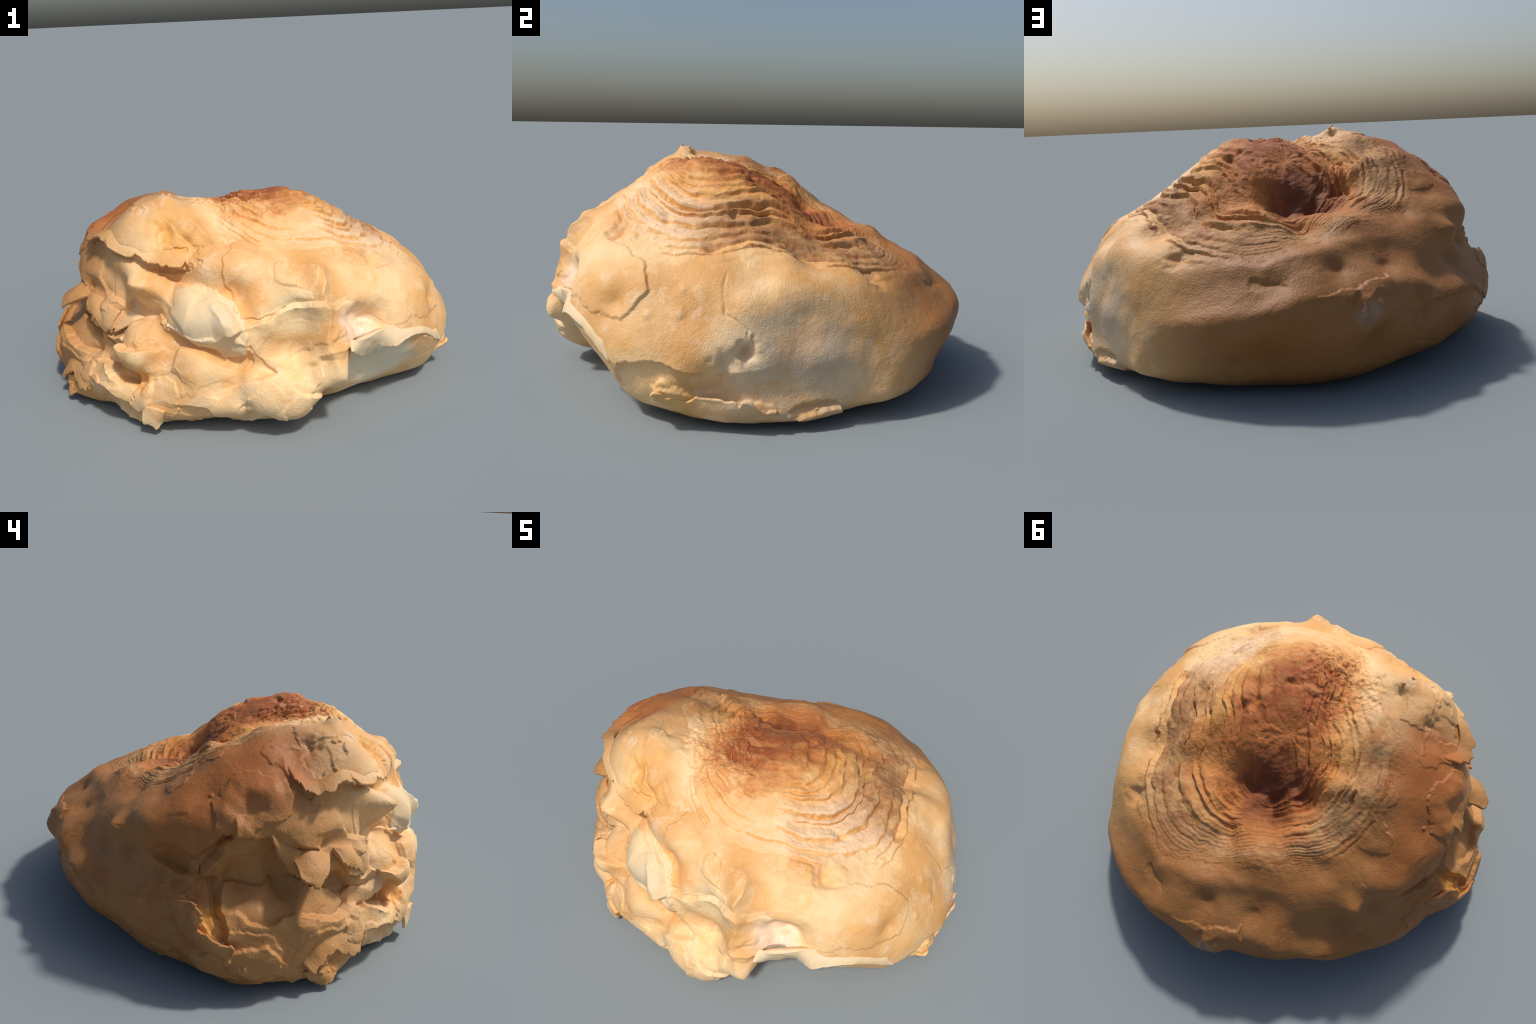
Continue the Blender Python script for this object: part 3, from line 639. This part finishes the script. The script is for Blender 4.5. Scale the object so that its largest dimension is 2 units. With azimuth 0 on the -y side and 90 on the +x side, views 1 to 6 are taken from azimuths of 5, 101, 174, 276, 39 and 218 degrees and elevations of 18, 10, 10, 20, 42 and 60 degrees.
def skin_colour(n, blots=True):
    big = n.noise(2.6, 3, .55, .4)
    mid = n.noise(9, 4, .6, .3)
    fine = n.noise(45, 3, .6)
    c = n.mix(n.band(big, .38, .62), GOLD, CREAM)
    c = n.mix(n.band(mid, .56, .70, 0, .55), c, FLOUR)
    c = n.mix(n.band(mid, .42, .28, 0, .55), c, (.80, .45, .13))
    # back and left: browner skin, darkened further to paint in the shade there
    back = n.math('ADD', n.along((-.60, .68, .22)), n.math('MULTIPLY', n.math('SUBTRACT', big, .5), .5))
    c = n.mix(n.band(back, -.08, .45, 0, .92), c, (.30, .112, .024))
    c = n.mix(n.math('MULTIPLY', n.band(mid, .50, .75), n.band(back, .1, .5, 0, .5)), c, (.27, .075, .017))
    # the front skin is pale and floury low down
    front = n.math('ADD', n.along((.05, -.9, -.45)), n.math('MULTIPLY', n.math('SUBTRACT', big, .5), .6))
    c = n.mix(n.band(front, .46, .78, 0, .55), c, (.89, .66, .38))
    for place, radius, tint, strength in SKIN_BLOTS if blots else ():
        c = n.blot(c, PLACES[place], radius, tint, strength, mid)
    # peeled and floured patches with crisp edges, browner blisters
    peel = n.noise(5.2, 7, .62, .5)
    pale = n.mix(n.band(back, -.15, .30), (.92, .70, .42), (.40, .175, .045))
    c = n.mix(n.band(peel, .570, .600, 0, .26), c, pale)
    c = n.mix(n.band(peel, .405, .390, 0, .28), c, n.mix(n.band(back, .0, .45), (.68, .34, .09), (.22, .07, .015)))
    c = n.mix(n.band(n.noise(19, 6, .65), .60, .66, 0, .22), c, pale)
    # specks
    c = n.mix(n.math('MULTIPLY', n.band(n.voronoi(34), .16, .08), n.math('MULTIPLY', n.band(mid, .45, .62, 0, .45), n.band(back, .35, -.05))), c, (.86, .64, .40))
    c = n.mix(n.band(fine, .66, .76, 0, .25), c, (.70, .34, .09))
    return c, fine, mid


def skin_material():
    n = Nodes('golden_skin')
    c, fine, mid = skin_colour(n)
    return n.finish(c, .56, n.math('ADD', n.math('ADD', fine, n.noise(140, 2, .6)), n.math('MULTIPLY', n.noise(19, 6, .65), 2.0)), .42, .005)


def pale_material():
    n = Nodes('pale_floured_skin')
    c = n.mix(n.band(n.noise(7, 4), .40, .66), (.78, .57, .32), (.72, .57, .37))
    c = n.mix(n.band(n.noise(30, 3), .60, .70, 0, .35), c, (.88, .68, .42))
    return n.finish(c, .6, n.noise(90, 3), .15, .004)


def browning(n, c, wobble):
    patch = n.noise(6.5, 4, .6, .8)
    w = n.math('ADD', n.math('MULTIPLY', n.math('SUBTRACT', wobble, .5), .16), n.math('MULTIPLY', n.math('SUBTRACT', patch, .5), .34))
    d = n.math('ADD', n.away((.07, -.06, .84), (1.3, .85, 1)), w)
    c = n.mix(n.band(d, .60, .34, 0, .75), c, (.78, .38, .10))
    c = n.mix(n.band(d, .42, .27, 0, .85), c, TOAST)
    c = n.mix(n.band(d, .34, .20, 0, .85), c, n.mix(n.band(patch, .56, .66), BROWN, (.52, .18, .045)))
    v = n.math('ADD', n.away((.26, .26, .69), (1, .8, 1)), w)
    c = n.mix(n.band(v, .22, .08, 0, .6), c, TOAST)
    k = n.math('ADD', n.away((-.05, .17, .64), (1, .9, .8)), n.math('MULTIPLY', w, .5))
    c = n.mix(n.band(k, .34, .20, 0, .8), c, TOAST)
    c = n.mix(n.band(k, .23, .12, 0, .9), c, (.24, .065, .02))
    return n.mix(n.band(k, .15, .05, 0, .8), c, DARK)


def layer_material(name, base, other, riser=False):
    n = Nodes(name)
    big, mid, fine = n.noise(3.5, 3), n.noise(14, 4, .65, .5), n.noise(60, 4, .65)
    c = n.mix(n.band(mid, .40, .62), base, other)
    left = n.band(n.along((-1, .2, 0)), .12, .45, 0, .40)
    back = n.math('ADD', n.math('ADD', n.along((.06, .75, .1)), left), n.math('MULTIPLY', n.math('SUBTRACT', big, .5), .4))
    c = n.mix(n.band(back, -.20, .18, 0, .88), c, n.mix(n.band(mid, .42, .60), (.31, .115, .026), (.47, .235, .075)))
    rim = n.math('ADD', n.away((.10, .03, 0), (1, 1.05, 0)), n.math('MULTIPLY', n.math('SUBTRACT', mid, .5), .30))
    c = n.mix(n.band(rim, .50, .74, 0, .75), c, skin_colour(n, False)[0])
    c = browning(n, c, mid)
    strata = n.math('ADD', n.math('MULTIPLY', n.away((.05, -.03, 0), (1, 1, 0)), 75), n.math('MULTIPLY', n.along((0, 0, -1)), 80))
    strata = n.math('SINE', n.math('ADD', strata, n.math('MULTIPLY', n.noise(6, 5, .6), 11)))
    c = n.mix(n.math('MULTIPLY', n.band(strata, .2, .9, 0, .34), n.band(big, .35, .55)), c, n.mix(n.band(back, -.25, .15), (.80, .46, .18), (.33, .12, .03)))
    if not riser:
        c = n.mix(n.math('MULTIPLY', n.band(fine, .56, .72, 0, .30), n.band(back, .0, -.30)), c, (.91, .67, .45))
    return n.finish(c, .72, n.math('ADD', fine, n.noise(170, 2, .6)), .40, .005)


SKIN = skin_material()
PALE_SKIN = pale_material()
LAYER_PALE = layer_material('floury_layer', FLOUR, (.90, .66, .40))
LAYER_GOLD = layer_material('golden_layer', (.84, .52, .23), FLOUR)
LAYER_EDGE = layer_material('baked_edge', (.70, .34, .10), (.82, .50, .21), True)

# ---------------------------------------------------------------- objects
def empty(name, parent=None):
    o = bpy.data.objects.new(name, None)
    bpy.context.scene.collection.objects.link(o)
    o.parent = parent
    return o


def mesh_object(name, v, f, materials, slots=None, normals=None, parent=None):
    me = bpy.data.meshes.new(name)
    k = f.shape[1]
    me.vertices.add(len(v))
    me.vertices.foreach_set('co', np.ascontiguousarray(v, np.float32).ravel())
    me.loops.add(f.size)
    me.loops.foreach_set('vertex_index', np.ascontiguousarray(f, np.int32).ravel())
    me.polygons.add(len(f))
    me.polygons.foreach_set('loop_start', np.arange(0, f.size, k, dtype=np.int32))
    me.polygons.foreach_set('loop_total', np.full(len(f), k, np.int32))
    me.polygons.foreach_set('use_smooth', np.ones(len(f), bool))
    for m in materials:
        me.materials.append(m)
    if slots is not None:
        me.polygons.foreach_set('material_index', np.ascontiguousarray(slots, np.int32))
    me.update(calc_edges=True)
    if normals is not None:
        me.normals_split_custom_set_from_vertices(normals.tolist())
    o = bpy.data.objects.new(name, me)
    bpy.context.scene.collection.objects.link(o)
    o.parent = parent
    return o


def region(name, pick, materials, slots, parent):
    f = FACES[pick]
    used, inv = np.unique(f, return_inverse=True)
    return mesh_object(name, POINTS[used], inv.reshape(f.shape), materials, slots[pick], FINAL_NORMAL[used], parent)


bun = empty('pastry_bun')
bun['label'] = 'golden flaky pastry bun with ringed layers and dark crater'
bun['category'] = 'pastry'

face_crown = CROWN_AT[FACES].mean(1)
face_layer = np.floor(LAYER_AT[FACES].mean(1)).astype(int)
on_crown = (face_crown < 1.0) & (face_layer < LAYERS)
slots = np.zeros(len(FACES), int)
slots[SKIN_OF['pale_scale'][FACES].mean(1) > 0] = 1
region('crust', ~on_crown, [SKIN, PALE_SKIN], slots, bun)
crown_part = empty('crown', bun)
riser = RISER[FACES].mean(1) > .5
for k in range(LAYERS):
    pick = on_crown & (face_layer == k)
    if pick.any():
        top = SKIN if k >= LAYERS - 2 else LAYER_PALE if rng.random() < .62 else LAYER_GOLD
        region('layer', pick, [top, LAYER_EDGE], np.where(riser, 1, 0), crown_part)


def spline(points, count):
    """Smooth curve through control points."""
    p = np.array(points, float)
    p = np.concatenate([[2 * p[0] - p[1]], p, [2 * p[-1] - p[-2]]])
    u = np.linspace(0, len(p) - 3 - 1e-6, count)
    i = np.floor(u).astype(int)
    return cubic(p[i], p[i + 1], p[i + 2], p[i + 3], (u - i)[:, None])


def flake(root, edge, material, seed, thickness=.026, rows=22, columns=70):
    """A torn sheet: grows out of the body at its root, thins and frays towards its free edge."""
    r = np.random.default_rng(seed)
    a, b = spline(root, columns), spline(edge, columns)
    out = a.mean(0) - CENTRE
    out /= np.linalg.norm(out)
    across = np.linspace(0, 1, columns)
    span = np.linalg.norm(b - a, axis=1).mean()
    breadth = np.linalg.norm(np.diff(a, axis=0), axis=1).sum()
    line = np.stack([across * breadth, 0 * across + seed, 0 * across], 1)
    fray = (.030 * noise(line, 16, seed) + .014 * noise(line, 45, seed + 1) + .006 * noise(line, 120, seed + 2)) / span
    fray = np.clip(fray, -.4, .2) - .14 * (np.abs(across * 2 - 1) ** 6)
    t = np.linspace(0, 1, rows)[:, None] * (1 + fray)[None, :]
    sheet = a[None] * (1 - t[..., None]) + b[None] * t[..., None]
    bulge = np.sin(np.clip(t, 0, 1.1) * math.pi * .9) * span * .10
    ripple = noise(sheet.reshape(-1, 3), 9, seed).reshape(t.shape) * .010 + noise(sheet.reshape(-1, 3), 30, seed + 1).reshape(t.shape) * .0025
    sheet = sheet + out * (bulge + ripple)[..., None]
    du, dv = np.gradient(sheet, axis=0), np.gradient(sheet, axis=1)
    n = np.cross(du, dv)
    n /= np.maximum(np.linalg.norm(n, axis=2), 1e-9)[..., None]
    if (n.mean((0, 1)) @ out) < 0:
        n = -n
    half = thickness * (.5 - .28 * np.clip(t, 0, 1))[..., None]
    half[:, [0, -1]] *= .35
    half[-1] *= .6
    verts = np.concatenate([(sheet + n * half).reshape(-1, 3), (sheet - n * half).reshape(-1, 3)])
    verts[:, 2] = np.maximum(verts[:, 2], .001)
    m = rows * columns
    g = np.arange(m).reshape(rows, columns)
    quad = lambda p, q, s, w: np.stack([p.ravel(), q.ravel(), s.ravel(), w.ravel()], 1)
    top = quad(g[:-1, :-1], g[:-1, 1:], g[1:, 1:], g[1:, :-1])
    ring = np.concatenate([g[0, :], g[1:, -1], g[-1, -2::-1], g[-2:0:-1, 0]])
    nxt = np.roll(ring, -1)
    faces = np.concatenate([top, top[:, ::-1] + m, quad(ring, ring + m, nxt + m, nxt)])
    if (np.cross(dv, du).mean((0, 1)) @ out) < 0:
        faces = faces[:, ::-1]
    return mesh_object('flake', verts, faces, [material], parent=bun)


for i, (root, edge, pale) in enumerate(FLAKES.values()):
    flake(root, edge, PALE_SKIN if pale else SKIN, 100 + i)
